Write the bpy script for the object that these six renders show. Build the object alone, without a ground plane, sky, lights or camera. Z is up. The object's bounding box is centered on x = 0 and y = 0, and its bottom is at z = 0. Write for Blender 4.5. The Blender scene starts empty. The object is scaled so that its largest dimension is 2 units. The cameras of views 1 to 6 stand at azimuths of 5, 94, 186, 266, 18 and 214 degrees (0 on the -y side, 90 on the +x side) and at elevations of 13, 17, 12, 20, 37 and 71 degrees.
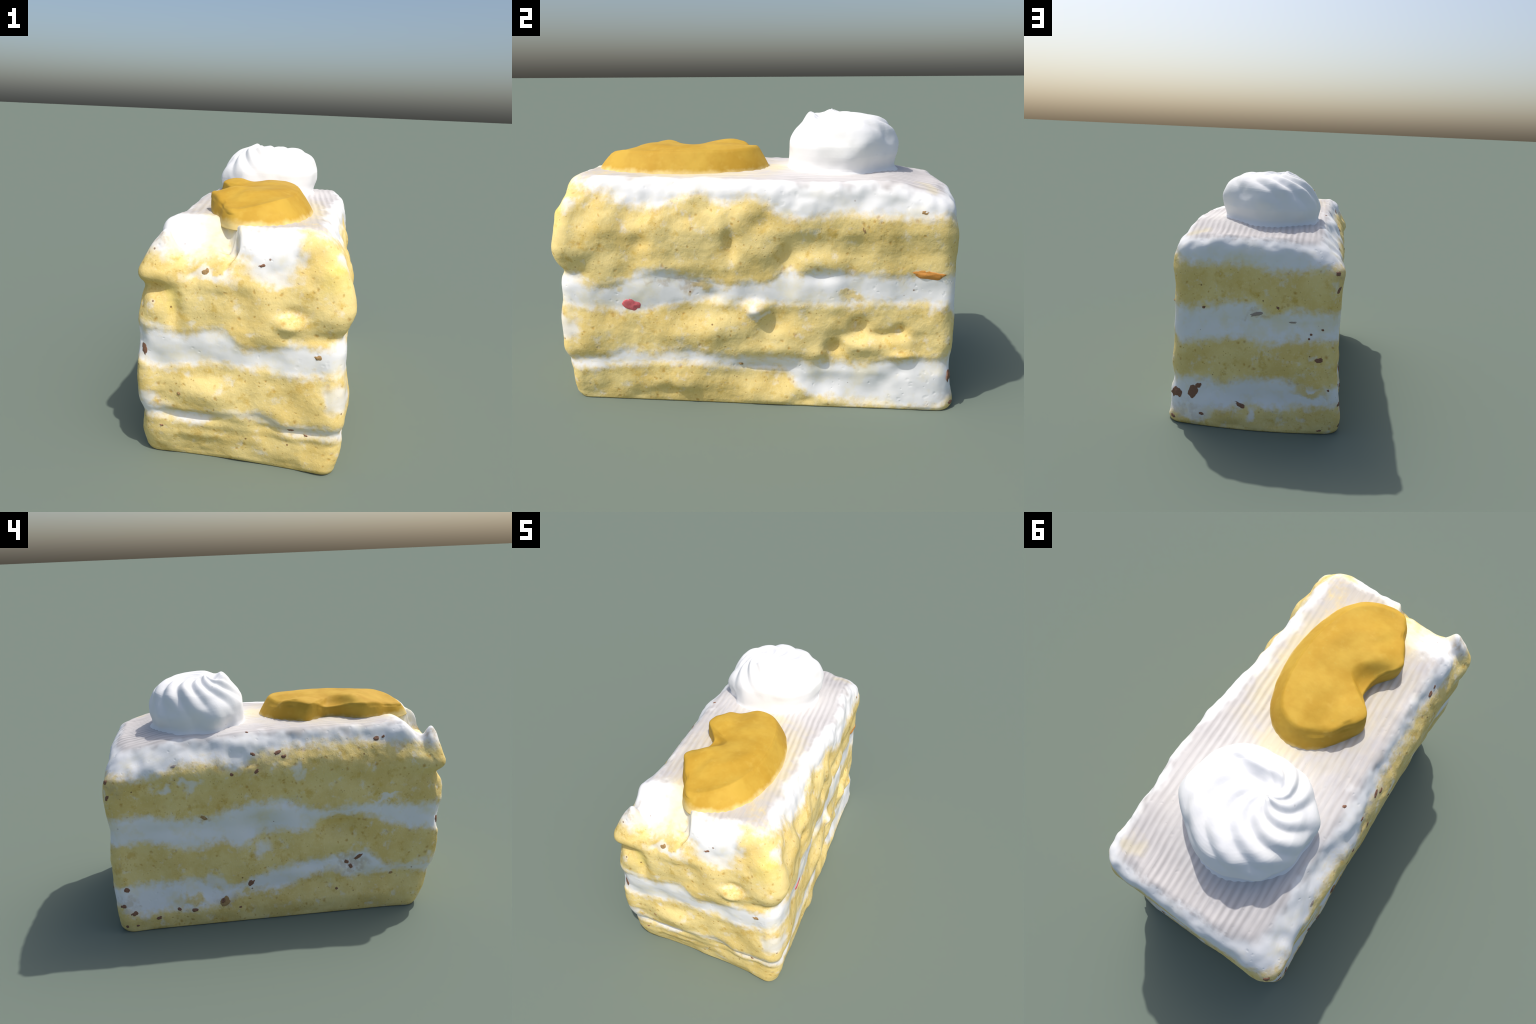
# A slice of layered sponge cake: three sponge layers, two cream fillings, a ribbed cream
# topping, a slice of preserved peach and a piped whipped-cream swirl.
import bpy, math
import numpy as np
from mathutils import Vector, noise as mnoise
from mathutils.bvhtree import BVHTree

RNG = np.random.default_rng(11)
HX, HY = 0.47, 0.95            # nominal half width and half length of the slice

# ------------------------------------------------------------------ helpers
def smooth(a, b, x):
    t = np.clip((np.asarray(x, float) - a) / (b - a), 0, 1)
    return t * t * (3 - 2 * t)

def _hash(i, j, k, seed):
    h = (i * 374761393 + j * 668265263 + k * 2147483647 + seed * 974634777) & 0xFFFFFFFF
    h = ((h ^ (h >> 13)) * 1274126177) & 0xFFFFFFFF
    return ((h ^ (h >> 16)) & 0xFFFF) / 65535.0

def vnoise(p, seed=0):
    """smooth value noise in -1..1 for an (n,3) array"""
    p = np.asarray(p, float)
    i = np.floor(p).astype(np.int64)
    f = p - i
    f = f * f * f * (f * (f * 6 - 15) + 10)
    out = 0
    for a in (0, 1):
        for b in (0, 1):
            for c in (0, 1):
                w = (f[..., 0] if a else 1 - f[..., 0]) * (f[..., 1] if b else 1 - f[..., 1]) * (f[..., 2] if c else 1 - f[..., 2])
                out = out + w * _hash(i[..., 0] + a, i[..., 1] + b, i[..., 2] + c, seed)
    return out * 2 - 1

def fbm(p, scale, octaves=3, seed=0):
    s, amp, tot = 0, 1.0, 0
    for o in range(octaves):
        s = s + amp * vnoise(np.asarray(p) * scale * 2 ** o + 17.3 * o, seed + o)
        tot += amp
        amp *= .5
    return s / tot

def grid_normals(P, wrap=True):
    """normals of a (rows, columns, 3) grid, columns closed"""
    dc = np.roll(P, -1, 1) - np.roll(P, 1, 1)
    dr = np.empty_like(P)
    dr[1:-1] = P[2:] - P[:-2]
    dr[0] = P[1] - P[0]
    dr[-1] = P[-1] - P[-2]
    n = np.cross(dc, dr)
    l = np.linalg.norm(n, axis=2, keepdims=True)
    return n / np.maximum(l, 1e-9)

def loft_faces(rows, cols, close_start=True, close_end=True):
    """quads between rings; ring r column c is vertex r*cols+c; poles as last vertices"""
    r, c = np.meshgrid(np.arange(rows - 1), np.arange(cols), indexing='ij')
    c2 = (c + 1) % cols
    q = np.stack([r * cols + c, r * cols + c2, (r + 1) * cols + c2, (r + 1) * cols + c], -1).reshape(-1, 4)
    faces = q.tolist()
    n = rows * cols
    if close_start:
        faces += [[(k + 1) % cols, k, n] for k in range(cols)]
        n += 1
    if close_end:
        b = (rows - 1) * cols
        faces += [[b + k, b + (k + 1) % cols, n] for k in range(cols)]
    return faces

def make_mesh(name, verts, faces):
    me = bpy.data.meshes.new(name)
    me.from_pydata([tuple(v) for v in verts], [], faces)
    me.update()
    me.polygons.foreach_set('use_smooth', [True] * len(me.polygons))
    return me

def add_object(name, me, parent, material=None):
    ob = bpy.data.objects.new(name, me)
    bpy.context.scene.collection.objects.link(ob)
    ob.parent = parent
    if material:
        me.materials.append(material)
    return ob

# ------------------------------------------------------------------ the slice: heights where layers meet
# "turn" runs once round the slice: 0 front-left corner, .25 front-right, .5 back-right, .75 back-left
def turn(x, y):
    return ((np.arctan2(np.asarray(y) / HY, np.asarray(x) / HX) + .75 * math.pi) / (2 * math.pi)) % 1.0

LAYER_EDGES = {   # (turn, height) control points of each wavy seam
 'topping': [(.014, 1.013), (.061, .994), (.1, 1.008), (.128, .997), (.163, .945), (.188, .967), (.2, 1.055), (.217, 1.115), (.235, 1.1), (.258, 1.064),
             (.275, 1.014), (.293, 1.0), (.314, 1.037), (.329, 1.058), (.345, 1.028), (.37, 1.05), (.386, 1.02), (.398, .97), (.418, .961), (.44, .983),
             (.477, .96), (.491, .975), (.506, .94), (.584, .95), (.635, .934), (.684, .924), (.712, .932), (.75, .96), (.771, .941), (.788, .999),
             (.812, 1.004), (.841, .967), (.854, 1.019), (.89, 1.038), (.925, 1.057), (.956, 1.059), (.985, 1.035)],
 'upper_sponge': [(.007, .67), (.039, .659), (.096, .685), (.118, .634), (.14, .6), (.199, .632), (.238, .634), (.253, .67), (.266, .612), (.278, .632),
             (.306, .701), (.337, .639), (.383, .643), (.395, .688), (.431, .702), (.467, .685), (.5, .69), (.521, .693), (.554, .704), (.586, .733),
             (.624, .721), (.646, .672), (.701, .708), (.748, .705), (.769, .715), (.781, .682), (.809, .676), (.825, .716), (.872, .753), (.925, .679),
             (.942, .695), (.99, .677)],
 'upper_filling': [(.007, .497), (.022, .48), (.08, .522), (.152, .506), (.214, .501), (.251, .512), (.274, .497), (.289, .488), (.318, .537), (.36, .542),
             (.42, .538), (.462, .549), (.495, .545), (.507, .49), (.529, .488), (.587, .539), (.658, .513), (.69, .543), (.75, .55), (.773, .541),
             (.796, .499), (.82, .534), (.837, .487), (.864, .561), (.907, .565), (.92, .62), (.95, .635), (.975, .561), (.995, .519)],
 'middle_sponge': [(.009, .296), (.044, .262), (.072, .26), (.152, .289), (.186, .245), (.241, .24), (.254, .23), (.273, .258), (.284, .302), (.291, .262),
             (.325, .297), (.359, .256), (.409, .257), (.428, .231), (.479, .265), (.5, .272), (.59, .271), (.625, .304), (.671, .311), (.732, .271),
             (.75, .287), (.777, .296), (.793, .309), (.817, .227), (.854, .298), (.89, .357), (.925, .363), (.956, .396), (.974, .291), (.992, .301)],
 'lower_filling': [(.009, .229), (.066, .209), (.093, .254), (.152, .259), (.193, .211), (.241, .196), (.254, .175), (.28, .212), (.333, .228), (.35, .201),
             (.395, .179), (.407, .121), (.422, .05), (.459, .03), (.488, .012), (.5, .06), (.533, .068), (.581, .12), (.638, .137), (.68, .138),
             (.722, .165), (.75, .17), (.768, .1), (.777, .123), (.803, .116), (.838, .181), (.877, .205), (.934, .279), (.947, .23), (.973, .252), (.99, .254)],
}
def seam(name, t):
    pts = LAYER_EDGES[name]
    tt = np.array([p[0] for p in pts]); zz = np.array([p[1] for p in pts])
    return np.interp(t, np.r_[tt[-1] - 1, tt, tt[0] + 1], np.r_[zz[-1], zz, zz[0]])

# ------------------------------------------------------------------ the slice: corner profiles (height, position)
FRONT_RIGHT_Y = [(0, -.945), (.06, -.955), (.16, -.95), (.2, -.975), (.28, -.99), (.4, -.992), (.5, -.985), (.6, -.975), (.67, -.968), (.72, -.985), (.76, -.99), (.88, -.965), (.98, -.935), (1.1, -.915), (1.2, -.90)]
FRONT_LEFT_Y = [(0, -.845), (.07, -.875), (.165, -.90), (.284, -.94), (.416, -.955), (.55, -.955), (.67, -.97), (.84, -.962), (.89, -.974), (.95, -.963), (1.07, -.95), (1.2, -.93)]
BACK_RIGHT_Y = [(0, .965), (.17, .955), (.28, .955), (.51, .948), (.68, .944), (.89, .937), (1.0, .918), (1.08, .90), (1.2, .88)]
BACK_LEFT_Y = [(0, .94), (.14, .964), (.29, .975), (.455, .978), (.63, .952), (.71, .963), (.82, .97), (.9, .965), (1.0, .935), (1.08, .90), (1.2, .88)]
RIGHT_FRONT_X = [(0, .445), (.1, .465), (.2, .475), (.38, .475), (.485, .455), (.557, .46), (.65, .458), (.72, .460), (.8, .464), (.9, .455), (.98, .425), (1.05, .405), (1.14, .395), (1.2, .41)]
RIGHT_BACK_X = [(0, .488), (.19, .492), (.25, .475), (.39, .469), (.56, .465), (.67, .464), (.79, .457), (.89, .467), (1.0, .455), (1.08, .44), (1.14, .42), (1.2, .40)]
LEFT_FRONT_X = [(0, -.455), (.11, -.468), (.22, -.452), (.29, -.476), (.4, -.479), (.6, -.47), (.7, -.472), (.84, -.45), (.9, -.452), (.98, -.435), (1.08, -.415), (1.2, -.40)]
LEFT_BACK_X = [(0, -.495), (.08, -.503), (.28, -.475), (.4, -.478), (.565, -.477), (.73, -.467), (.86, -.465), (.93, -.478), (1.05, -.45), (1.15, -.43), (1.2, -.42)]

def prof(tab, z):
    a = np.array(tab)
    zz = a[:, 0]
    # lightly smoothed piecewise profile
    return (np.interp(z - .012, zz, a[:, 1]) + 2 * np.interp(z, zz, a[:, 1]) + np.interp(z + .012, zz, a[:, 1])) / 4

def place(X, Y, z):
    """normalised plan position (-1..1) at height z -> metres"""
    fy, by = (Y + 1) / 2, (X + 1) / 2
    xr = prof(RIGHT_FRONT_X, z) * (1 - fy) + prof(RIGHT_BACK_X, z) * fy
    xl = prof(LEFT_FRONT_X, z) * (1 - fy) + prof(LEFT_BACK_X, z) * fy
    # the long sides bow: the right one out under the icing, the left one in
    xr = xr + .006 - .012 * np.exp(-((Y + .5) / .25) ** 2) * smooth(.85, 1.05, z) + np.exp(-((Y - .25) / .5) ** 2) * (.035 * smooth(.8, 1.0, z) + .004)
    mid = smooth(1.0, .75, np.abs(Y))
    xl = xl + mid * (.010 * smooth(1.05, .85, z) + .010 * np.exp(-((z - .5) / .25) ** 2)) + .030 * smooth(.93, 1.06, z)
    yf = prof(FRONT_LEFT_Y, z) * (1 - by) + prof(FRONT_RIGHT_Y, z) * by
    yb = prof(BACK_LEFT_Y, z) * (1 - by) + prof(BACK_RIGHT_Y, z) * by
    bow = 1 - X ** 2
    yf = yf + bow * (.022 * smooth(.65, .45, z) - .022 * np.exp(-((z - .9) / .13) ** 2) * smooth(-.6, .2, X))
    yb = yb + bow * (.045 * smooth(.22, .0, z) + .012 * np.exp(-((z - .98) / .09) ** 2))
    return xl + (xr - xl) * by, yf + (yb - yf) * fy

def top_height(x, y):
    z = 1.132 + .008 * fbm(np.stack([x, y, 0 * x], -1), 2.2, 2, 5)
    z = z - .012 * smooth(.2, .42, np.abs(x)) + .012 * smooth(-.2, .1, -x - .25) * smooth(.2, -.4, y)
    z = z - .047 * smooth(.58, .90, y) - .02 * smooth(-.1, -.4, x) * smooth(.3, .8, y)
    # the front-left corner of the topping has been pressed down, leaving a cleft beside the peach
    cleft = -.06 + .06 * (-y - .83) / .127
    press = smooth(.012, -.03, x - cleft) * smooth(-.72, -.90, y)
    z = z - .116 * press + press * .012 * fbm(np.stack([x, y, 0 * x], -1), 16, 2, 8)
    return z

# lumps and dents of the crumbly sides: centre, radius, outward amount
LUMPS = [
 # right side
 ((.47, -.11, .955), (.055, .05), .012), ((.47, -.12, .84), (.03, .10), -.022), ((.47, .15, .75), (.055, .065), -.035),
 ((.47, .02, .79), (.10, .07), .018), ((.47, -.17, .41), (.13, .09), .035), ((.47, 0, .51), (.05, .035), .04), ((.47, .07, .43), (.05, .05), -.02),
 ((.47, .50, .425), (.045, .04), -.045), ((.47, .38, .32), (.045, .04), -.04), ((.47, .69, .41), (.035, .03), -.035), ((.47, .54, .33), (.09, .04), .025),
 ((.47, .71, .29), (.06, .02), .02), ((.47, .70, .21), (.05, .04), -.018), ((.46, -.9, .66), (.09, .03), -.010), ((.46, -.87, .78), (.1, .06), .010),
 ((.47, -.56, .83), (.05, .04), -.018), ((.47, -.21, .57), (.06, .03), -.015), ((.47, .32, .68), (.08, .03), -.015), ((.47, .3, .76), (.12, .04), .014),
 ((.47, -.4, .72), (.2, .04), .014), ((.47, .07, .205), (.14, .03), -.025), ((.47, .05, .30), (.2, .04), .015), ((.47, -.86, .23), (.1, .04), -.018),
 ((.47, -.5, .37), (.25, .08), .012), ((.47, .31, .28), (.05, .04), .02), ((.47, -.44, .06), (.06, .04), -.015), ((.47, -.3, .12), (.3, .05), .012),
 ((.47, .04, .15), (.20, .06), -.04), ((.47, .3, .12), (.15, .06), -.015), ((.47, .6, .15), (.25, .12), -.016), ((.47, .2, .24), (.35, .10), -.014), ((.47, .56, .385), (.2, .025), -.016), ((.47, -.6, .62), (.25, .10), .014), ((.47, -.7, .88), (.15, .10), .012), ((.47, .03, .93), (.06, .06), -.022),
 # front
 ((-.43, -.95, .90), (.06, .04), .014),
 ((-.39, -.95, .85), (.05, .03), -.03), ((-.34, -.95, .92), (.07, .05), .022), ((-.29, -.95, .76), (.03, .07), -.022), ((-.38, -.95, .76), (.05, .05), .015),
 ((.21, -.97, .725), (.05, .03), .025), ((.22, -.97, .78), (.06, .03), -.02), ((.42, -.97, .82), (.08, .10), .004), ((.42, -.97, .675), (.06, .03), -.010),
 ((-.22, -.95, .235), (.16, .025), -.025), ((.28, -.95, .21), (.14, .02), -.02), ((-.12, -.95, .37), (.14, .06), .018), ((-.15, -.93, .14), (.2, .04), .015),
 ((.38, -.95, .95), (.07, .06), .008), ((.29, -.93, 1.09), (.06, .05), .014), ((.04, -.97, .67), (.12, .05), .015), ((.15, -.97, .90), (.12, .05), -.012),
 ((-.02, -.95, 1.0), (.05, .06), -.02), ((.10, -.95, 1.02), (.07, .06), .014),
 # left side
 ((-.47, .1, .60), (.10, .07), -.042), ((-.47, -.35, .56), (.12, .07), -.044), ((-.47, -.38, .42), (.2, .18), -.014), ((-.47, -.2, .33), (.09, .05), -.018), ((-.47, .83, .5), (.12, .12), -.022), ((-.47, .72, .78), (.10, .08), -.012),
 ((-.47, -.44, .32), (.06, .04), -.018), ((-.47, -.05, .74), (.08, .03), -.014), ((-.47, .72, .90), (.05, .05), -.012), ((-.47, .55, .62), (.25, .04), -.010),
 ((-.46, -.15, 1.09), (.10, .04), -.014), ((-.46, .15, 1.07), (.10, .05), .012), ((-.46, .4, 1.05), (.10, .05), -.012), ((-.46, -.5, 1.08), (.1, .04), -.012), ((-.46, -.72, 1.1), (.06, .05), .014),
 ((-.47, .1, .57), (.07, .07), -.015), ((-.47, -.33, .56), (.08, .05), -.015),
 # back
 ((0, .96, 1.02), (.3, .05), .012), ((-.15, .95, .05), (.12, .05), -.010), 
 ((0, .95, .62), (.2, .05), -.008), ((.1, .95, .01), (.08, .04), -.018), ((-.2, .95, .40), (.1, .05), .008), ((-.33, .95, .44), (.03, .05), -.010),
]

# ------------------------------------------------------------------ the slice: build one closed surface
COLS = 760
def rounded_rectangle(n, r=.075):
    """n points, evenly spaced, counter-clockwise seen from above, in units of the half sizes"""
    pts = []
    for sx, sy, a0 in ((-1, -1, math.pi), (1, -1, 1.5 * math.pi), (1, 1, 0), (-1, 1, .5 * math.pi)):
        for a in np.linspace(a0, a0 + math.pi / 2, 24):
            pts.append((sx * (HX - r) + r * math.cos(a), sy * (HY - r) + r * math.sin(a)))
    pts = np.array(pts + [pts[0]])
    d = np.r_[0, np.cumsum(np.linalg.norm(np.diff(pts, axis=0), axis=1))]
    t = np.linspace(0, d[-1], n, endpoint=False)
    return np.interp(t, d, pts[:, 0]) / HX, np.interp(t, d, pts[:, 1]) / HY

X0, Y0 = rounded_rectangle(COLS)
T0 = turn(X0 * HX, Y0 * HY)
def around(table):
    """value round the slice from (turn, value) pairs"""
    a = np.array(table)
    return np.interp(T0, np.r_[a[-1, 0] - 1, a[:, 0], a[0, 0] + 1], np.r_[a[-1, 1], a[:, 1], a[0, 1]])
SHOULDER_DROP = around([(.0, .08), (.08, .07), (.13, .12), (.2, .08), (.225, .12), (.25, .13), (.28, .10), (.32, .09), (.36, .06), (.45, .06), (.5, .09), (.56, .05), (.68, .05), (.73, .14), (.77, .20), (.85, .14), (.93, .13), (.97, .11)])
SHOULDER_IN = around([(.0, .07), (.08, .05), (.13, .07), (.2, .07), (.225, .09), (.25, .10), (.28, .06), (.32, .05), (.36, .035), (.45, .035), (.48, .06), (.5, .10), (.53, .06), (.56, .04), (.68, .045), (.73, .11), (.77, .11), (.85, .085), (.93, .09), (.97, .085)])

rows = []
# underside, from the middle outwards
for k in (.25, .5, .75, .9, .97):
    x, y = place(X0 * k, Y0 * k, np.full(COLS, .0))
    rows.append(np.stack([x, y, np.full(COLS, .004) * (1 - k)], -1))
edge_x, edge_y = place(X0, Y0, np.full(COLS, 1.1))
rim_top = top_height(edge_x * .93, edge_y * .97)
SIDE, SHOULDER, TOP = 165, 18, 62
for i in range(SIDE):
    z = (i / SIDE) * (rim_top - SHOULDER_DROP)
    k = 1 - .006 * smooth(.02, 0, z)
    x, y = place(X0 * k, Y0 * k, z)
    rows.append(np.stack([x, y, z], -1))
for i in range(SHOULDER):
    a = i / SHOULDER * math.pi / 2
    z = rim_top - SHOULDER_DROP * (1 - math.sin(a))
    inn = SHOULDER_IN * (1 - math.cos(a))
    x, y = place(X0 * (1 - inn / HX), Y0 * (1 - inn / HY), z)
    zt = top_height(x, y)
    rows.append(np.stack([x, y, z + (zt - rim_top) * math.sin(a) ** 2], -1))
XI, YI = X0 * (1 - SHOULDER_IN / HX), Y0 * (1 - SHOULDER_IN / HY)
for i in range(TOP):
    k = 1 - i / TOP
    x, y = place(XI * k, YI * k, np.full(COLS, 1.132))
    rows.append(np.stack([x, y, top_height(x, y)], -1))
P = np.array(rows)
N = grid_normals(P)
ROWS = len(P)

tt = turn(P[..., 0], P[..., 1])
z = P[..., 2]
e = {k: seam(k, tt) for k in LAYER_EDGES}
w = .018
sponge = (1 - smooth(-w, w, z - e['lower_filling'])) + (smooth(-w, w, z - e['middle_sponge']) - smooth(-w, w, z - e['upper_filling'])) \
       + (smooth(-w, w, z - e['upper_sponge']) - smooth(-w, w, z - e['topping']))
row_i = np.arange(ROWS)[:, None]
side_mask = smooth(4, 10, row_i) * smooth(5 + SIDE + SHOULDER + 4, 5 + SIDE - 4, row_i)
top_mask = smooth(5 + SIDE + SHOULDER - 6, 5 + SIDE + SHOULDER + 3, row_i)
flat = P.reshape(-1, 3)
coarse = fbm(flat, 5.0, 2, 21).reshape(z.shape)
lumpy = fbm(flat, 8.5, 1, 26).reshape(z.shape)
medium = fbm(flat, 13.0, 2, 31).reshape(z.shape)
fine = fbm(flat, 38.0, 2, 41).reshape(z.shape)
back_or_left = smooth(.49, .52, tt)            # the cut sides there are cleaner
rough = 1 - .55 * back_or_left
disp = side_mask * (rough * (.012 * coarse + .011 * lumpy + .004 * medium) + sponge * .0012 * fine + (sponge - .6) * .004 * rough)
# soft dimples along the rounded rim of the topping
rim = smooth(5 + SIDE - 25, 5 + SIDE + 3, row_i) * (1 - top_mask)
disp = disp + rim * .008 * medium
for (cx, cy, cz), (ra, rz), amt in LUMPS:
    along = P[..., 1] - cy if abs(cx) > .4 and abs(cy) < .92 else P[..., 0] - cx
    across = P[..., 0] - cx if abs(cx) > .4 and abs(cy) < .92 else P[..., 1] - cy
    g = np.exp(-(along / ra) ** 2 - ((z - cz) / rz) ** 2) * smooth(.20, .06, np.abs(across))
    disp = disp + amt * g * smooth(0, 6, row_i - 3)
P = P + N * disp[..., None]
# combed ribs on the top, running the length of the slice
rx = P[..., 0] + .05 * P[..., 1] + .012 * fbm(flat, 1.5, 2, 77).reshape(z.shape)
rib_area = top_mask * smooth(.43, .38, P[..., 0]) * smooth(-.38, -.32, P[..., 0]) * smooth(-.90, -.84, P[..., 1]) * (1 - smooth(-.06, -.1, P[..., 0]) * smooth(-.66, -.74, P[..., 1]))
P[..., 2] += rib_area * .0015 * np.sin(rx * 2 * math.pi / .033) + top_mask * .003 * medium
# a crumb nub standing up at the front-left corner
nub = np.exp(-(((P[..., 0] + .372) / .062) ** 2 + ((P[..., 1] + .915) / .055) ** 2) ** 1.8)
P[..., 2] += (.085 + .03 * medium) * nub * smooth(.88, 1.02, P[..., 2])
P[..., 2] = np.maximum(P[..., 2], 0)
P[5, :, 2] = 0

slice_verts = np.vstack([P.reshape(-1, 3), P[0].mean(0)[None], P[-1].mean(0)[None]])
slice_faces = loft_faces(ROWS, COLS)
slice_me = make_mesh('slice_surface', slice_verts, slice_faces)
BVH = BVHTree.FromPolygons([Vector(v) for v in slice_verts], slice_faces)
vert_normals = np.zeros(len(slice_verts) * 3, dtype=np.float32)
slice_me.vertex_normals.foreach_get('vector', vert_normals)
vert_normals = vert_normals.reshape(-1, 3)

# ------------------------------------------------------------------ node helpers
class Graph:
    def __init__(self, name):
        self.mat = bpy.data.materials.new(name)
        self.mat.use_nodes = True
        self.nt = self.mat.node_tree
        self.nt.nodes.clear()
        self.out = self.nt.nodes.new('ShaderNodeOutputMaterial')
        self.bsdf = self.nt.nodes.new('ShaderNodeBsdfPrincipled')
        self.nt.links.new(self.bsdf.outputs[0], self.out.inputs[0])
        self.co = self.nt.nodes.new('ShaderNodeTexCoord').outputs['Object']
    def put(self, sock, v):
        if isinstance(v, bpy.types.NodeSocket):
            self.nt.links.new(v, sock)
        elif isinstance(v, (tuple, list)) and len(v) == 3 and sock.type == 'RGBA':
            sock.default_value = (*v, 1)
        else:
            sock.default_value = v
    def math(self, op, a, b=0.0, c=0.0, clamp=False):
        n = self.nt.nodes.new('ShaderNodeMath'); n.operation = op; n.use_clamp = clamp
        for s, v in zip(n.inputs, (a, b, c)): self.put(s, v)
        return n.outputs[0]
    def vmath(self, op, a, b):
        n = self.nt.nodes.new('ShaderNodeVectorMath'); n.operation = op
        self.put(n.inputs[0], a); self.put(n.inputs[1], b)
        return n.outputs['Value'] if op in ('LENGTH', 'DISTANCE', 'DOT_PRODUCT') else n.outputs[0]
    def noise(self, scale, detail=3, rough=.5, vec=None, distortion=0):
        n = self.nt.nodes.new('ShaderNodeTexNoise')
        self.put(n.inputs['Vector'], vec or self.co)
        n.inputs['Scale'].default_value = scale; n.inputs['Detail'].default_value = detail
        n.inputs['Roughness'].default_value = rough; n.inputs['Distortion'].default_value = distortion
        return n.outputs['Fac']
    def voronoi(self, scale, vec=None):
        n = self.nt.nodes.new('ShaderNodeTexVoronoi')
        self.put(n.inputs['Vector'], vec or self.co)
        n.inputs['Scale'].default_value = scale
        return n.outputs['Distance'], n.outputs['Color']
    def ramp(self, v, lo, hi, a=0.0, b=1.0):
        n = self.nt.nodes.new('ShaderNodeMapRange'); n.interpolation_type = 'SMOOTHSTEP'
        for s, x in zip(n.inputs[:5], (v, lo, hi, a, b)): self.put(s, x)
        return n.outputs[0]
    def mix(self, f, a, b):
        n = self.nt.nodes.new('ShaderNodeMix'); n.data_type = 'RGBA'
        self.put(n.inputs[0], f); self.put(n.inputs[6], a); self.put(n.inputs[7], b)
        return n.outputs[2]
    def curve(self, v, pts, scale):
        n = self.nt.nodes.new('ShaderNodeFloatCurve')
        c = n.mapping.curves[0]
        full = [(0.0, (pts[0][1] * (1 - pts[-1][0]) + pts[-1][1] * pts[0][0]) / (pts[0][0] + 1 - pts[-1][0]))] + list(pts)
        full.append((1.0, full[0][1]))
        c.points[0].location = (full[0][0], full[0][1] / scale)
        c.points[1].location = (full[-1][0], full[-1][1] / scale)
        for p in full[1:-1]:
            c.points.new(p[0], p[1] / scale)
        n.mapping.update()
        self.put(n.inputs['Value'], v)
        return self.math('MULTIPLY', n.outputs[0], scale)
    def bump(self, h, strength, dist=.01):
        n = self.nt.nodes.new('ShaderNodeBump')
        n.inputs['Strength'].default_value = strength; n.inputs['Distance'].default_value = dist
        self.put(n.inputs['Height'], h)
        self.nt.links.new(n.outputs[0], self.bsdf.inputs['Normal'])
    def blob(self, centre, radius, soft=.5, wob=None):
        """0..1 mask of an ellipsoid patch"""
        d = self.vmath('SUBTRACT', wob or self.co, centre)
        d = self.vmath('DIVIDE', d, radius)
        return self.ramp(self.vmath('LENGTH', d, (0, 0, 0)), 1 + soft, 1 - soft)
    def finish(self, colour, rough, spec=.35):
        self.put(self.bsdf.inputs['Base Color'], colour)
        self.put(self.bsdf.inputs['Roughness'], rough)
        self.bsdf.inputs['Specular IOR Level'].default_value = spec
        return self.mat

WHITE = (.82, .82, .815)
SPONGE_PALE, SPONGE_MID, SPONGE_DEEP = (.82, .655, .275), (.75, .565, .20), (.66, .45, .10)
OCHRE = (.50, .28, .05)
BROWN = (.13, .045, .022)

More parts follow.
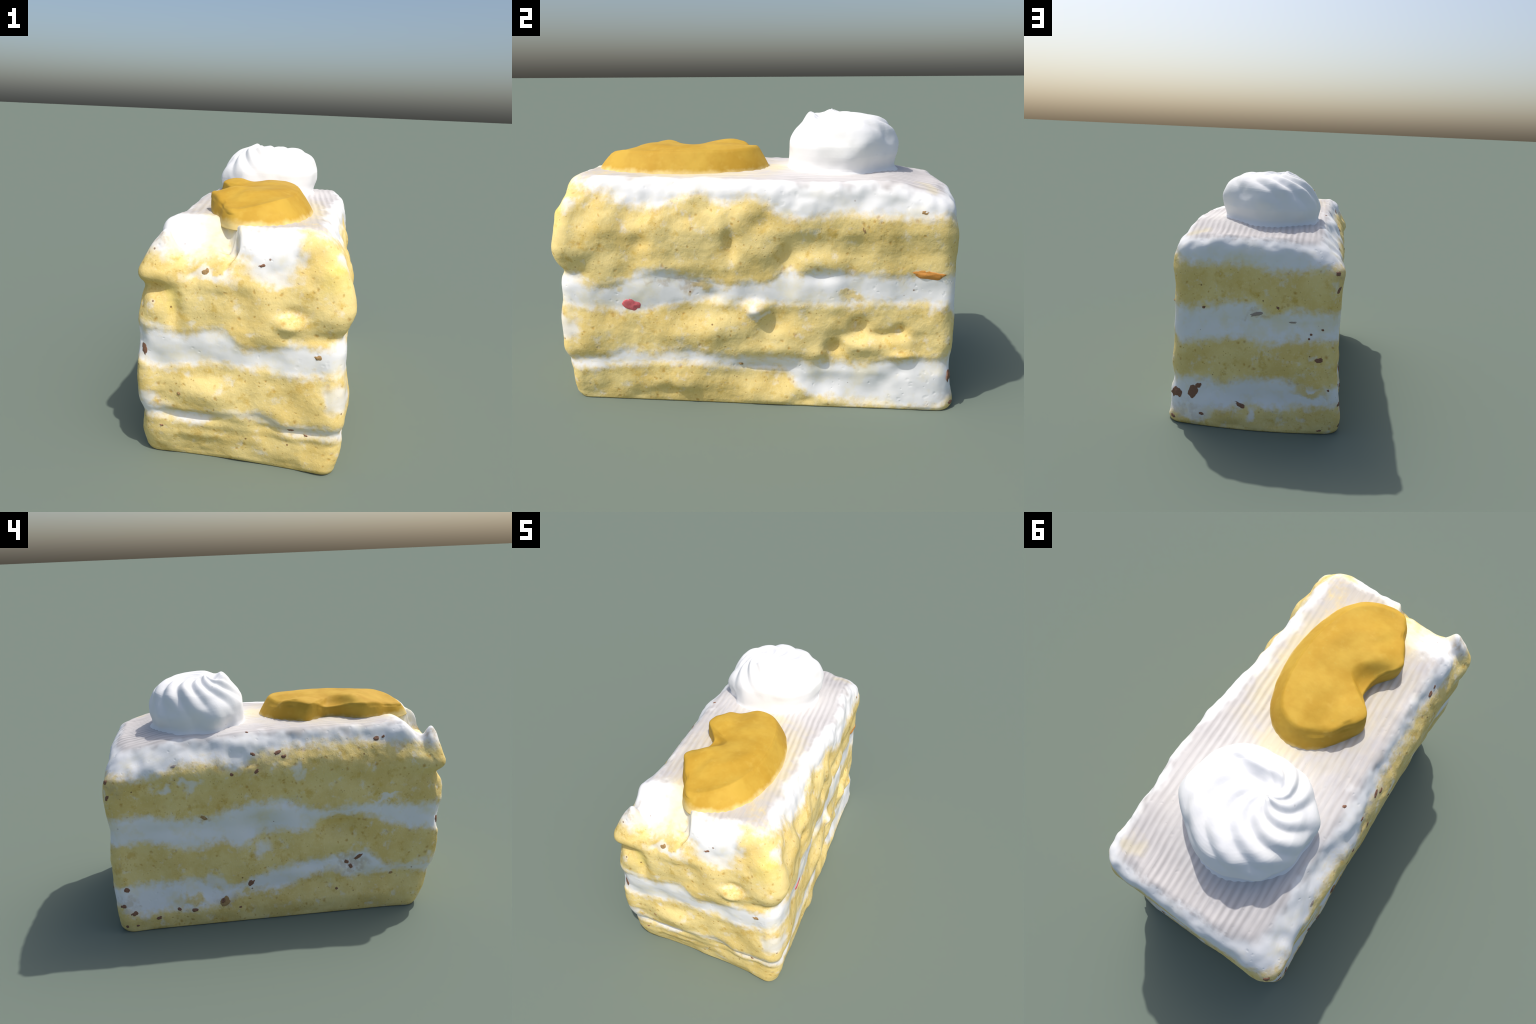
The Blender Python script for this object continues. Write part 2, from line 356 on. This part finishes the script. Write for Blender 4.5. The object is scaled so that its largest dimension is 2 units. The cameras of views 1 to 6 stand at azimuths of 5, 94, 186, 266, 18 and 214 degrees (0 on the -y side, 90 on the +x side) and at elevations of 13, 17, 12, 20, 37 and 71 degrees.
def cake_material():
    g = Graph('layered_cake')
    sep = g.nt.nodes.new('ShaderNodeSeparateXYZ'); g.put(sep.inputs[0], g.co)
    x, y, z = sep.outputs
    ang = g.math('ARCTAN2', g.math('DIVIDE', y, HY), g.math('DIVIDE', x, HX))
    t = g.math('FRACT', g.math('ADD', g.math('DIVIDE', g.math('ADD', ang, .75 * math.pi), 2 * math.pi), 1.0))
    n1, n2, n3 = g.noise(11, 2), g.noise(34, 3), g.noise(110, 2)
    wob = g.math('ADD', g.math('MULTIPLY', g.math('SUBTRACT', n1, .5), .07), g.math('MULTIPLY', g.math('SUBTRACT', n2, .5), .085))
    zz = g.math('ADD', z, wob)
    m = {}
    for k, pts in LAYER_EDGES.items():
        soft = .036 if k != 'topping' else .040
        b = g.curve(t, pts, 1.2)
        m[k] = g.ramp(g.math('SUBTRACT', zz, b), -soft, soft)
    s = g.math('SUBTRACT', 1.0, m['lower_filling'])
    s = g.math('ADD', s, g.math('SUBTRACT', m['middle_sponge'], m['upper_filling']))
    s = g.math('ADD', s, g.math('SUBTRACT', m['upper_sponge'], m['topping']), clamp=True)
    # smears of cream over the sponge, and crumb stains on the cream
    wn = g.nt.nodes.new('ShaderNodeTexNoise'); wn.inputs['Scale'].default_value = 14; wn.inputs['Detail'].default_value = 4
    g.put(wn.inputs['Vector'], g.co)
    wsmall = g.vmath('ADD', g.co, g.vmath('MULTIPLY', g.vmath('SUBTRACT', wn.outputs['Color'], (.5, .5, .5)), (.05, .05, .05)))
    wv = g.vmath('ADD', g.co, g.vmath('MULTIPLY', g.vmath('SUBTRACT', wn.outputs['Color'], (.5, .5, .5)), (.17, .17, .17)))
    creamy = [((-.47, .38, .27), (.1, .055, .05)), ((-.47, .62, .87), (.1, .035, .03)), ((-.47, .48, .88), (.1, .05, .03)), ((-.47, -.12, .93), (.1, .03, .06)),
              ((.44, -.95, .40), (.06, .1, .07)), ((.47, 0.0, .51), (.1, .045, .028)), ((-.47, .1, .46), (.1, .05, .05)),
              ((-.43, -.95, .33), (.05, .1, .04)), ((.35, .95, .07), (.1, .1, .035)), ((0, .95, .08), (.03, .1, .04)),
              ((-.47, -.43, .29), (.1, .07, .05)), ((.44, -.90, 1.04), (.035, .06, .06)), ((.20, -.95, 1.0), (.06, .1, .04)), ((-.47, -.62, .72), (.1, .08, .018)), ((-.15, -.95, .92), (.10, .1, .025)), ((.12, -.95, .94), (.1, .1, .04))]
    yellow = [((.47, .46, .58), (.1, .07, .025)), ((-.47, .52, .17), (.1, .08, .03)), ((.30, -.93, 1.09), (.06, .08, .05)), ((.40, -.95, .95), (.08, .08, .08)),
              ((-.32, .95, .25), (.1, .1, .03)), ((-.47, .2, .2), (.1, .05, .03)), ((-.43, -.90, .98), (.08, .1, .03)), ((.47, -.25, .62), (.1, .05, .025)), ((.47, -.75, .64), (.1, .1, .03))]
    for c, r in creamy:
        s = g.math('MULTIPLY', s, g.math('SUBTRACT', 1.0, g.math('MULTIPLY', g.blob(c, r, .5, wv), .75)))
    for c, r in yellow:
        s = g.math('MAXIMUM', s, g.math('MULTIPLY', g.blob(c, r, .5, wv), .85))
    s = g.math('MULTIPLY', s, g.ramp(g.noise(15, 4, .6), .76, .56, .5, 1.0))
    # sponge colour
    sc = g.mix(g.ramp(g.noise(5.5, 4, .6), .36, .64), SPONGE_PALE, SPONGE_MID)
    sc = g.mix(g.math('MULTIPLY', g.ramp(g.noise(13, 4, .6), .56, .72), .75), sc, SPONGE_DEEP)
    vd, vc = g.voronoi(30, wsmall)
    vs = g.nt.nodes.new('ShaderNodeSeparateColor'); g.put(vs.inputs[0], vc)
    pore = g.math('MULTIPLY', g.ramp(vd, g.math('ADD', g.math('MULTIPLY', vs.outputs[1], .35), .12), .0), g.ramp(vs.outputs[0], .42, .6))
    sc = g.mix(g.math('MULTIPLY', pore, .8), sc, OCHRE)
    sc = g.mix(g.math('MULTIPLY', g.ramp(g.noise(9.5, 5, .68), .57, .70), .55), sc, (.60, .38, .07))
    for c, r in (((.40, -.97, .94), (.07, .08, .07)), ((-.3, -.97, .80), (.04, .08, .06))):
        sc = g.mix(g.math('MULTIPLY', g.blob(c, r, .6, wv), .5), sc, (.84, .67, .19))
    vd2, vc2 = g.voronoi(75)
    vs2 = g.nt.nodes.new('ShaderNodeSeparateColor'); g.put(vs2.inputs[0], vc2)
    speck = g.math('MULTIPLY', g.ramp(vd2, .32, .12), g.ramp(vs2.outputs[0], .88, .92))
    sc = g.mix(g.math('MULTIPLY', speck, .65), sc, (.42, .25, .06))
    sc = g.mix(g.math('MULTIPLY', g.ramp(n3, .55, .75), .25), sc, (.88, .78, .50))
    # cream colour
    cc = g.mix(g.math('MULTIPLY', g.ramp(g.noise(7, 4, .6), .48, .70), g.ramp(z, 1.06, .98, .15, .5)), WHITE, (.80, .72, .46))
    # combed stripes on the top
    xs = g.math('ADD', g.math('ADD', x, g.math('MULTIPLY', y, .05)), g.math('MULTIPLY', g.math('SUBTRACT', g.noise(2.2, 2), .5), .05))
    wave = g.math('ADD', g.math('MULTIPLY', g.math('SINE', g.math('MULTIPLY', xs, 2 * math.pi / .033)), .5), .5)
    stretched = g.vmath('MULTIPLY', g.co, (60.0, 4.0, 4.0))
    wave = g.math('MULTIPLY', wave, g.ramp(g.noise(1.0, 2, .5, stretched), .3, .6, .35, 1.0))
    xw = g.math('ADD', x, g.math('MULTIPLY', g.math('SUBTRACT', n1, .5), .14))
    reach = g.ramp(y, -.6, .4, .34, .43)             # the comb ran closer to the right edge at the back
    zone = g.math('MULTIPLY', g.ramp(g.math('SUBTRACT', xw, reach), .03, -.03), g.ramp(xw, -.37, -.31))
    zone = g.math('MULTIPLY', zone, g.ramp(g.math('ADD', y, wob), -.90, -.85))
    zone = g.math('MULTIPLY', zone, g.ramp(g.math('ADD', y, wob), .92, .87))
    zone = g.math('MULTIPLY', zone, g.ramp(z, 1.045, 1.075))
    corner = g.math('MULTIPLY', g.ramp(g.math('ADD', x, wob), -.03, -.09), g.ramp(g.math('ADD', y, wob), -.66, -.74))
    zone = g.math('MULTIPLY', zone, g.math('SUBTRACT', 1.0, corner))
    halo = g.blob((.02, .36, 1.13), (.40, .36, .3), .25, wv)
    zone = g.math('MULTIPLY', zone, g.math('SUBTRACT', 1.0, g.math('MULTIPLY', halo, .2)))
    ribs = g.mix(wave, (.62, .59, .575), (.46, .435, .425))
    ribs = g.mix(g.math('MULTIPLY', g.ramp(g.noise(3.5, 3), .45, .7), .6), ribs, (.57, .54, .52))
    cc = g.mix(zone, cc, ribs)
    # syrup from the peach
    for c, r, a in [((-.10, -.86, 1.08), (.06, .07, .1), .55), ((-.17, -.84, 1.08), (.05, .05, .1), .45), ((-.22, -.92, 1.04), (.15, .04, .05), .4), ((-.1, -.74, 1.13), (.10, .08, .1), .4),
                    ((.09, .07, 1.12), (.12, .05, .06), .28), ((.27, -.3, 1.12), (.07, .3, .06), .3), ((.02, -.4, 1.12), (.30, .50, .05), .25), ((.36, .8, 1.10), (.05, .05, .05), .25)]:
        cc = g.mix(g.math('MULTIPLY', g.blob(c, r, .6, wv), a), cc, (.84, .70, .28))
    stains = [((-.375, -.92, 1.09), (.06, .07, .05), .6), ((-.47, -.43, .31), (.1, .085, .06), .55), ((-.47, 0, 1.01), (.1, .06, .03), .5), ((-.47, .12, .97), (.1, .06, .05), .4), ((-.47, .88, .17), (.1, .06, .06), .4), ((-.47, .9, .9), (.1, .06, .05), .45),
              ((-.47, .33, .15), (.1, .05, .04), .5), ((-.47, .42, .68), (.1, .04, .02), .5), ((-.47, -.60, 1.06), (.1, .06, .02), .4), ((.4, .95, .08), (.1, .1, .05), .4), ((.47, -.30, .63), (.1, .06, .035), .6), ((.47, -.45, .65), (.1, .1, .015), .4), ((0, .95, .67), (.06, .1, .02), .4)]
    # scattered fine brown flecks
    vd3, vc3 = g.voronoi(26)
    vs3 = g.nt.nodes.new('ShaderNodeSeparateColor'); g.put(vs3.inputs[0], vc3)
    fleck = g.math('MULTIPLY', g.ramp(vd3, .17, .09), g.ramp(vs3.outputs[0], .945, .965))
    fleck = g.math('MULTIPLY', fleck, g.ramp(z, 1.06, 1.02))
    col = g.mix(s, cc, sc)
    for c, r, a in stains:                           # damp, browned crumb round the chocolate pieces
        col = g.mix(g.math('MULTIPLY', g.math('MULTIPLY', g.blob(c, r, .6, wv), a), g.ramp(n2, .35, .6)), col, (.52, .40, .24))
    col = g.mix(g.math('MULTIPLY', fleck, .8), col, (.20, .09, .04))
    h = g.math('ADD', g.math('MULTIPLY', g.noise(55, 4, .6), s), g.math('MULTIPLY', g.noise(24, 3), .4))
    h = g.math('SUBTRACT', h, g.math('MULTIPLY', pore, .5))
    g.bump(h, .25, .010)
    return g.finish(col, g.math('ADD', g.math('MULTIPLY', s, .1), .8), .12)

def cream_material():
    g = Graph('whipped_cream')
    col = g.mix(g.math('MULTIPLY', g.ramp(g.noise(5, 3), .5, .7), .3), (.845, .845, .84), (.83, .815, .76))
    vd, vc = g.voronoi(18)
    vs = g.nt.nodes.new('ShaderNodeSeparateColor'); g.put(vs.inputs[0], vc)
    dot = g.math('MULTIPLY', g.ramp(vd, .14, .07), g.ramp(vs.outputs[0], .90, .93))
    col = g.mix(g.math('MULTIPLY', dot, .45), col, (.35, .35, .33))
    g.bump(g.noise(22, 3), .15, .01)
    return g.finish(col, .8, .12)

def peach_material():
    g = Graph('preserved_peach')
    col = g.mix(g.ramp(g.noise(5, 4, .6), .35, .65), (.58, .365, .05), (.50, .29, .03))
    col = g.mix(g.math('MULTIPLY', g.ramp(g.noise(16, 4, .6), .55, .75), .3), col, (.64, .43, .09))
    col = g.mix(g.math('MULTIPLY', g.ramp(g.noise(60, 2), .64, .74), .35), col, (.52, .38, .07))
    sep = g.nt.nodes.new('ShaderNodeSeparateXYZ'); g.put(sep.inputs[0], g.co)
    wob = g.math('MULTIPLY', g.math('SUBTRACT', g.noise(20, 3), .5), .04)
    foot = g.ramp(g.math('ADD', sep.outputs[2], wob), 1.155, 1.125)      # cream clinging to the foot of the fruit
    col = g.mix(g.math('MULTIPLY', foot, .6), col, (.84, .70, .34))
    g.bump(g.math('ADD', g.noise(30, 3, .5), g.math('MULTIPLY', g.noise(9, 2), .6)), .14, .010)
    return g.finish(col, .7, .2)

def plain_material(name, a, b, scale=60, rough=.7):
    g = Graph(name)
    col = g.mix(g.ramp(g.noise(scale, 3, .6), .38, .62), a, b)
    g.bump(g.noise(scale * 1.4, 3), .4, .006)
    return g.finish(col, rough, .25)

CAKE, CREAM, PEACH = cake_material(), cream_material(), peach_material()
CRUMB = plain_material('chocolate_crumb', (.19, .085, .05), (.33, .18, .115))
TAN = plain_material('toasted_crumb', (.48, .31, .13), (.34, .20, .09))
GREYBROWN = plain_material('soaked_crumb', (.44, .38, .35), (.32, .25, .21))
RED = plain_material('red_fruit', (.72, .03, .05), (.80, .30, .32), 75, .4)
ORANGE = plain_material('orange_fruit', (.66, .24, .035), (.72, .36, .09), 50, .45)

# ------------------------------------------------------------------ assemble: split the slice into its layers
root = bpy.data.objects.new('cake_slice', None)
bpy.context.scene.collection.objects.link(root)
root['label'] = 'slice of yellow layer cake with cream, peach and swirl'
root['category'] = 'cake slice'

fc = np.array([slice_verts[f].mean(0) for f in map(np.array, slice_faces)])
ft = turn(fc[:, 0], fc[:, 1])
under = np.array([max(f) < 5 * COLS or len(f) == 3 for f in slice_faces]) & (fc[:, 2] < .1)
region = np.zeros(len(fc), int)
for i, k in enumerate(('lower_filling', 'middle_sponge', 'upper_filling', 'upper_sponge', 'topping')):
    region += fc[:, 2] > seam(k, ft)
region[under] = 0
on_top = fc[:, 2] > 1.12
region[on_top] = 5
for idx, name in ((0, 'sponge_layer'), (1, 'cream_filling'), (2, 'sponge_layer'), (3, 'cream_filling'), (4, 'sponge_layer'), (5, 'cream_topping')):
    fs = [slice_faces[i] for i in np.nonzero(region == idx)[0]]
    used = np.unique(np.concatenate([np.array(f) for f in fs]))
    remap = -np.ones(len(slice_verts), int); remap[used] = np.arange(len(used))
    me = make_mesh(name, slice_verts[used], [[int(remap[v]) for v in f] for f in fs])
    me.normals_split_custom_set_from_vertices([tuple(map(float, n)) for n in vert_normals[used]])
    add_object(name, me, root, CAKE)
bpy.data.meshes.remove(slice_me)

# ------------------------------------------------------------------ whipped-cream swirl
def build_swirl():
    cols, nrow = 300, 150
    # profile: (height, radius factor, centre x, centre y)
    prof_tab = np.array([(1.095, 1.10, .005, .40), (1.118, 1.03, .0, .40), (1.14, .965, -.005, .395), (1.17, .975, -.004, .40), (1.21, 1.0, .003, .407), (1.26, .985, .010, .405),
                         (1.295, .935, .012, .405), (1.33, .865, .014, .412), (1.36, .765, .020, .410), (1.383, .63, .028, .40), (1.396, .48, .028, .385), (1.401, .28, .01, .36), (1.398, .14, -.03, .352), (1.394, .02, -.055, .35)])
    d = np.r_[0, np.cumsum(np.hypot(np.diff(prof_tab[:, 0]), .285 * np.diff(prof_tab[:, 1])))]
    s = np.linspace(0, d[-1], nrow)
    # smooth (Catmull-Rom like) interpolation by averaging shifted linear ones
    def it(col):
        return sum(np.interp(np.clip(s + o, 0, d[-1]), d, prof_tab[:, col]) * wgt for o, wgt in ((-.014, .25), (0, .5), (.014, .25)))
    zz, rr, cx, cy = it(0), it(1), it(2), it(3)
    th = np.linspace(0, 2 * math.pi, cols, endpoint=False)
    plan = 1 + .02 * np.cos(2 * th + .6) + .02 * np.cos(3 * th + 1.0) + .015 * np.sin(5 * th)
    S = np.stack([cx[:, None] + .287 * rr[:, None] * np.cos(th) * plan, cy[:, None] + .288 * rr[:, None] * np.sin(th) * plan, np.repeat(zz[:, None], cols, 1)], -1)
    n = grid_normals(S)
    fx, fy = -.062, .345                    # where the piped ridges wind up
    dx, dy = S[..., 0] - fx, S[..., 1] - fy
    r = np.hypot(dx, dy)
    a = np.arctan2(dy, dx)
    drop = np.clip(1.40 - S[..., 2], 0, 1)
    ph = 8 * (a - 6.2 * r ** .85 - 2.6 * drop) + 1.1 * fbm(S.reshape(-1, 3), 5, 2, 12).reshape(r.shape)
    ridge = (.5 + .5 * np.cos(ph)) ** .75 - .58
    # the front-right flank was smoothed by the nozzle
    th2 = np.arctan2(S[..., 1] - .40, S[..., 0] - .01)
    smooth_side = np.exp(-((th2 + 1.15) / .65) ** 2)
    amp = .0120 * (1 + .6 * fbm(S.reshape(-1, 3), 6, 1, 13).reshape(r.shape)) * smooth(.015, .09, r) * (1 - .9 * smooth_side * smooth(1.385, 1.33, S[..., 2])) * smooth(1.20, 1.36, S[..., 2]) + .004 * (1 - smooth_side) * smooth(1.12, 1.16, S[..., 2])
    disp = amp * ridge
    # the last turn of the ridge: a hook that ends the swirl
    hook = [(.16, .245), (.09, .250), (.03, .250), (-.03, .240), (-.08, .242), (-.115, .26), (-.13, .29), (-.115, .325), (-.08, .345)]
    hk = np.array(hook)
    best = np.full(r.shape, 9.0)
    for p0, p1 in zip(hk[:-1], hk[1:]):
        v = p1 - p0
        u = np.clip(((S[..., 0] - p0[0]) * v[0] + (S[..., 1] - p0[1]) * v[1]) / (v @ v), 0, 1)
        best = np.minimum(best, np.hypot(S[..., 0] - p0[0] - u * v[0], S[..., 1] - p0[1] - u * v[1]))
    up = smooth(1.30, 1.36, S[..., 2])
    hookg = .019 * np.exp(-(best / .026) ** 2) * up
    hollow = -.036 * np.exp(-((S[..., 0] - .015) / .12) ** 2 - ((S[..., 1] - .305) / .040) ** 2) * up
    S2 = S + n * (disp + (.009 * fbm(S.reshape(-1, 3), 9, 2, 9).reshape(r.shape)) * smooth(1.12, 1.18, S[..., 2]))[..., None]
    S2[..., 2] += hookg + hollow
    # sagging lip and folds on the left flank
    for c, rad, amt in [((-.28, .30, 1.21), .06, .03), ((-.27, .42, 1.16), .06, -.015), ((-.24, .22, 1.15), .05, -.025), ((-.2, .6, 1.2), .06, .012), ((.27, .56, 1.19), .08, -.012), ((.29, .50, 1.28), .07, .012)]:
        g = np.exp(-((S - np.array(c)) ** 2).sum(-1) / rad ** 2)
        S2 = S2 + n * (amt * g)[..., None]
    S2[..., 0] -= .005; S2[..., 1] += .009
    verts = np.vstack([S2.reshape(-1, 3), S2[0].mean(0)[None], S2[-1].mean(0)[None]])
    return make_mesh('cream_swirl', verts, loft_faces(nrow, cols))
add_object('cream_swirl', build_swirl(), root, CREAM)

# ------------------------------------------------------------------ peach slice
def closed_spline(pts, n):
    p = np.array(pts, float)
    m = len(p)
    t = np.linspace(0, m, n, endpoint=False)
    i = t.astype(int); f = (t - i)[:, None]
    p0, p1, p2, p3 = p[(i - 1) % m], p[i % m], p[(i + 1) % m], p[(i + 2) % m]
    return .5 * (2 * p1 + (p2 - p0) * f + (2 * p0 - 5 * p1 + 4 * p2 - p3) * f ** 2 + (3 * p1 - p0 - 3 * p2 + p3) * f ** 3)

def build_peach():
    # rim of the flat top (x, y, z) and the foot on the cream (x, y), counter-clockwise from the front tip
    rim_foot = [((-.05, -.805, 1.185), (-.045, -.865)), ((.06, -.77, 1.212), (.09, -.85)), ((.14, -.695, 1.228), (.215, -.745)), ((.185, -.583, 1.232), (.275, -.60)),
                ((.208, -.437, 1.236), (.295, -.43)), ((.206, -.287, 1.236), (.285, -.27)), ((.18, -.137, 1.236), (.245, -.11)), ((.12, -.045, 1.24), (.165, .0)),
                ((.03, -.015, 1.245), (.055, .06)), ((-.07, -.06, 1.235), (-.06, .03)), ((-.15, -.13, 1.25), (-.155, -.085)), ((-.205, -.22, 1.245), (-.215, -.20)),
                ((-.165, -.285, 1.228), (-.155, -.29)), ((-.128, -.345, 1.200), (-.118, -.345)), ((-.14, -.43, 1.205), (-.135, -.43)), ((-.205, -.535, 1.222), (-.195, -.525)),
                ((-.18, -.61, 1.222), (-.185, -.63)), ((-.14, -.69, 1.205), (-.145, -.72)), ((-.11, -.765, 1.192), (-.115, -.80))]
    n = 320
    rim = closed_spline([a for a, b in rim_foot], n)
    foot = closed_spline([(*b, 1.105) for a, b in rim_foot], n)
    rings = []
    for k in np.linspace(0, 1, 22):
        p = foot * (1 - k) + rim * k
        p[:, 2] = foot[:, 2] + (rim[:, 2] - foot[:, 2]) * k
        bulge = math.sin(k * math.pi) * .006
        c = p - np.array([.05, -.42, 0]); c[:, 2] = 0
        p = p + c / np.linalg.norm(c, axis=1, keepdims=True) * bulge
        if k > .9:
            p[:, 2] -= .004 * ((k - .9) / .1) ** 2
        rings.append(p)
    centre = np.array([.05, -.42])
    for k in np.linspace(.985, .02, 44):
        q = rim.copy()
        q[:, :2] = centre + (rim[:, :2] - centre) * k
        inner = 1 - k
        q[:, 2] = rim[:, 2] + (1.250 - rim[:, 2]) * smooth(0, .6, inner) + .003 * smooth(0, .05, inner)
        rings.append(q)
    ragged = (fbm(np.stack([rim[:, 0], rim[:, 1], 0 * rim[:, 0]], -1), 14, 2, 64) * .007 * smooth(.05, -.08, rim[:, 0]))
    for q in rings[17:24]:
        q[:, :2] += ragged[:, None] * (q[:, :2] - centre) / np.linalg.norm(q[:, :2] - centre, axis=1, keepdims=True)
        q[:, 2] += ragged * .6
    S = np.array(rings)
    nrm = grid_normals(S)
    flat = S.reshape(-1, 3)
    d = .008 * fbm(flat, 5, 2, 61) + .0018 * fbm(flat, 16, 2, 62)
    S = S + nrm * (d.reshape(S.shape[:2]) * smooth(0, 3, np.arange(len(S)))[:, None])[..., None]
    # shallow dish behind the inner notch and a raised lip at the rear inner corner
    for (cx, cy), rad, amt in [((-.07, -.36), .09, -.014), ((-.12, -.19), .06, .006), ((-.10, -.52), .08, .012)]:
        g = np.exp(-((S[..., 0] - cx) ** 2 + (S[..., 1] - cy) ** 2) / rad ** 2)
        S[..., 2] += amt * g * smooth(1.18, 1.23, S[..., 2])
    verts = np.vstack([S.reshape(-1, 3), S[0].mean(0)[None], S[-1].mean(0)[None]])
    return make_mesh('peach_slice', verts, loft_faces(len(S), n))
add_object('peach_slice', build_peach(), root, PEACH)

# ------------------------------------------------------------------ crumbs and fruit pieces pressed into the sides
def crumb_meshes():
    out = []
    for v in range(5):
        cols, nrow = 28, 14
        u = np.linspace(0.12, math.pi - .12, nrow)[::-1]
        th = np.linspace(0, 2 * math.pi, cols, endpoint=False)
        S = np.stack([np.sin(u)[:, None] * np.cos(th), np.sin(u)[:, None] * np.sin(th), np.repeat(np.cos(u)[:, None], cols, 1)], -1)
        k = 1 + .45 * fbm(S.reshape(-1, 3) + 9 * v, 1.7, 3, 100 + v).reshape(S.shape[:2])
        S = S * k[..., None]
        verts = np.vstack([S.reshape(-1, 3), S[0].mean(0)[None], S[-1].mean(0)[None]])
        out.append((verts, loft_faces(nrow, cols)))
    return out
CRUMB_SHAPES = crumb_meshes()
MESH_CACHE = {}
DIRS = {'left': (Vector((-1, 0, 0)), 0), 'right': (Vector((1, 0, 0)), 0), 'front': (Vector((0, -1, 0)), 1), 'back': (Vector((0, 1, 0)), 1)}
def press_in(name, side, along, height, half_w, half_h, mat, proud=.004, depth=.010, spin=0.0):
    d, ax = DIRS[side]
    start = Vector((along, 0, height)) if ax else Vector((0, along, height))
    start += d * 3
    loc, nor, _, _ = BVH.ray_cast(start, -d)
    if loc is None:
        return
    k = int(RNG.integers(len(CRUMB_SHAPES)))
    key = (name, k, mat.name)
    if key not in MESH_CACHE:
        me = make_mesh(name, *CRUMB_SHAPES[k]); me.materials.append(mat); MESH_CACHE[key] = me
    ob = bpy.data.objects.new(name, MESH_CACHE[key])
    bpy.context.scene.collection.objects.link(ob)
    ob.parent = root
    zax = nor.normalized()
    up = Vector((0, 0, 1)); yax = (up - zax * up.dot(zax)).normalized(); xax = yax.cross(zax)
    c, s_ = math.cos(spin), math.sin(spin)
    xa, ya = xax * c + yax * s_, yax * c - xax * s_
    from mathutils import Matrix
    M = Matrix((xa * half_w * 1.3, ya * half_h * 1.3, zax * depth)).transposed().to_4x4()
    M.translation = loc - zax * (depth - proud)
    ob.matrix_world = M

for a, h, w_, hh in [(.17, .25, .013, .022), (.51, .11, .017, .010), (.60, .12, .012, .009), (.86, .12, .019, .015), (.89, .27, .016, .013), (.92, .17, .015, .013),
                     (.72, .08, .016, .010), (.85, .04, .010, .008), (.91, .04, .009, .010), (.13, 1.03, .014, .010), (-.01, 1.025, .022, .013), (-.045, 1.005, .012, .010), (.11, .94, .014, .010),
                     (-.58, 1.06, .017, .013), (.15, 1.13, .009, .008), (-.34, .16, .008, .007), (.24, .10, .008, .006), (.25, .93, .010, .008), (-.62, 1.07, .010, .007), (.94, .84, .01, .02), (.94, .93, .012, .012)]:
    press_in('chocolate_crumb', 'left', a, h, w_, hh, CRUMB, .003, .008, RNG.uniform(-.6, .6))
press_in('chocolate_crumb', 'left', -.465, .345, .030, .017, CRUMB, .003, .010, .7)
press_in('chocolate_crumb', 'left', -.40, .325, .020, .015, CRUMB, .003, .010, -.6)
press_in('chocolate_crumb', 'left', -.425, .295, .012, .014, CRUMB, .004, .010, .3)
press_in('toasted_crumb', 'left', .33, .15, .028, .026, TAN, .004, .010, .3)
press_in('chocolate_crumb', 'left', .34, .152, .014, .010, CRUMB, .007, .010, .8)
press_in('toasted_crumb', 'left', -.67, .23, .013, .013, TAN, .003, .008, 0)
press_in('toasted_crumb', 'left', .42, .68, .022, .011, TAN, .002, .008, -.5)
press_in('soaked_crumb', 'left', .57, .99, .020, .012, GREYBROWN, .002, .008, .3)
for a, h, w_, hh in [(.44, .17, .026, .026), (.345, .185, .026, .046), (.31, .23, .016, .016), (.07, .14, .030, .014), (.29, .07, .015, .010), (.46, .03, .016, .012),
                     (-.36, .44, .022, .014), (.29, .69, .009, .008), (-.12, .72, .010, .008), (-.37, .61, .008, .007), (-.31, .58, .007, .006), (-.30, .555, .006, .006), (-.38, .022, .015, .006), (-.42, .27, .007, .007)]:
    press_in('chocolate_crumb', 'back', a, h, w_, hh, CRUMB, .003, .008, RNG.uniform(-.4, .4))
press_in('soaked_crumb', 'back', .0, .67, .045, .014, GREYBROWN, .003, .008, .28)
press_in('soaked_crumb', 'back', -.21, .64, .024, .006, GREYBROWN, .002, .006, 0)
for side, a, h, w_, hh, mat, sp in [('front', -.435, .56, .014, .034, CRUMB, 0), ('front', .24, .22, .016, .015, CRUMB, .3), ('front', .34, .59, .017, .012, TAN, .2), ('front', -.16, .94, .013, .012, TAN, .4),
                                    ('front', .08, .98, .014, .007, CRUMB, .4), ('front', -.27, .36, .009, .008, TAN, 0), ('front', -.36, .17, .009, .005, CRUMB, 0), ('front', .31, .20, .010, .004, CRUMB, -.2)]:
    press_in('chocolate_crumb' if mat is CRUMB else 'toasted_crumb', side, a, h, w_, hh, mat, .003, .008, sp)
press_in('red_fruit_piece', 'right', -.60, .52, .040, .030, RED, .006, .012, -.6)
press_in('orange_fruit_piece', 'right', .79, .69, .066, .021, ORANGE, .004, .010, 0)
press_in('toasted_crumb', 'right', .77, .99, .016, .009, TAN, .001, .006, 0)
press_in('toasted_crumb', 'right', .50, .91, .008, .014, TAN, .001, .006, .3)
press_in('toasted_crumb', 'right', -.08, .215, .012, .008, TAN, .003, .008, 0)
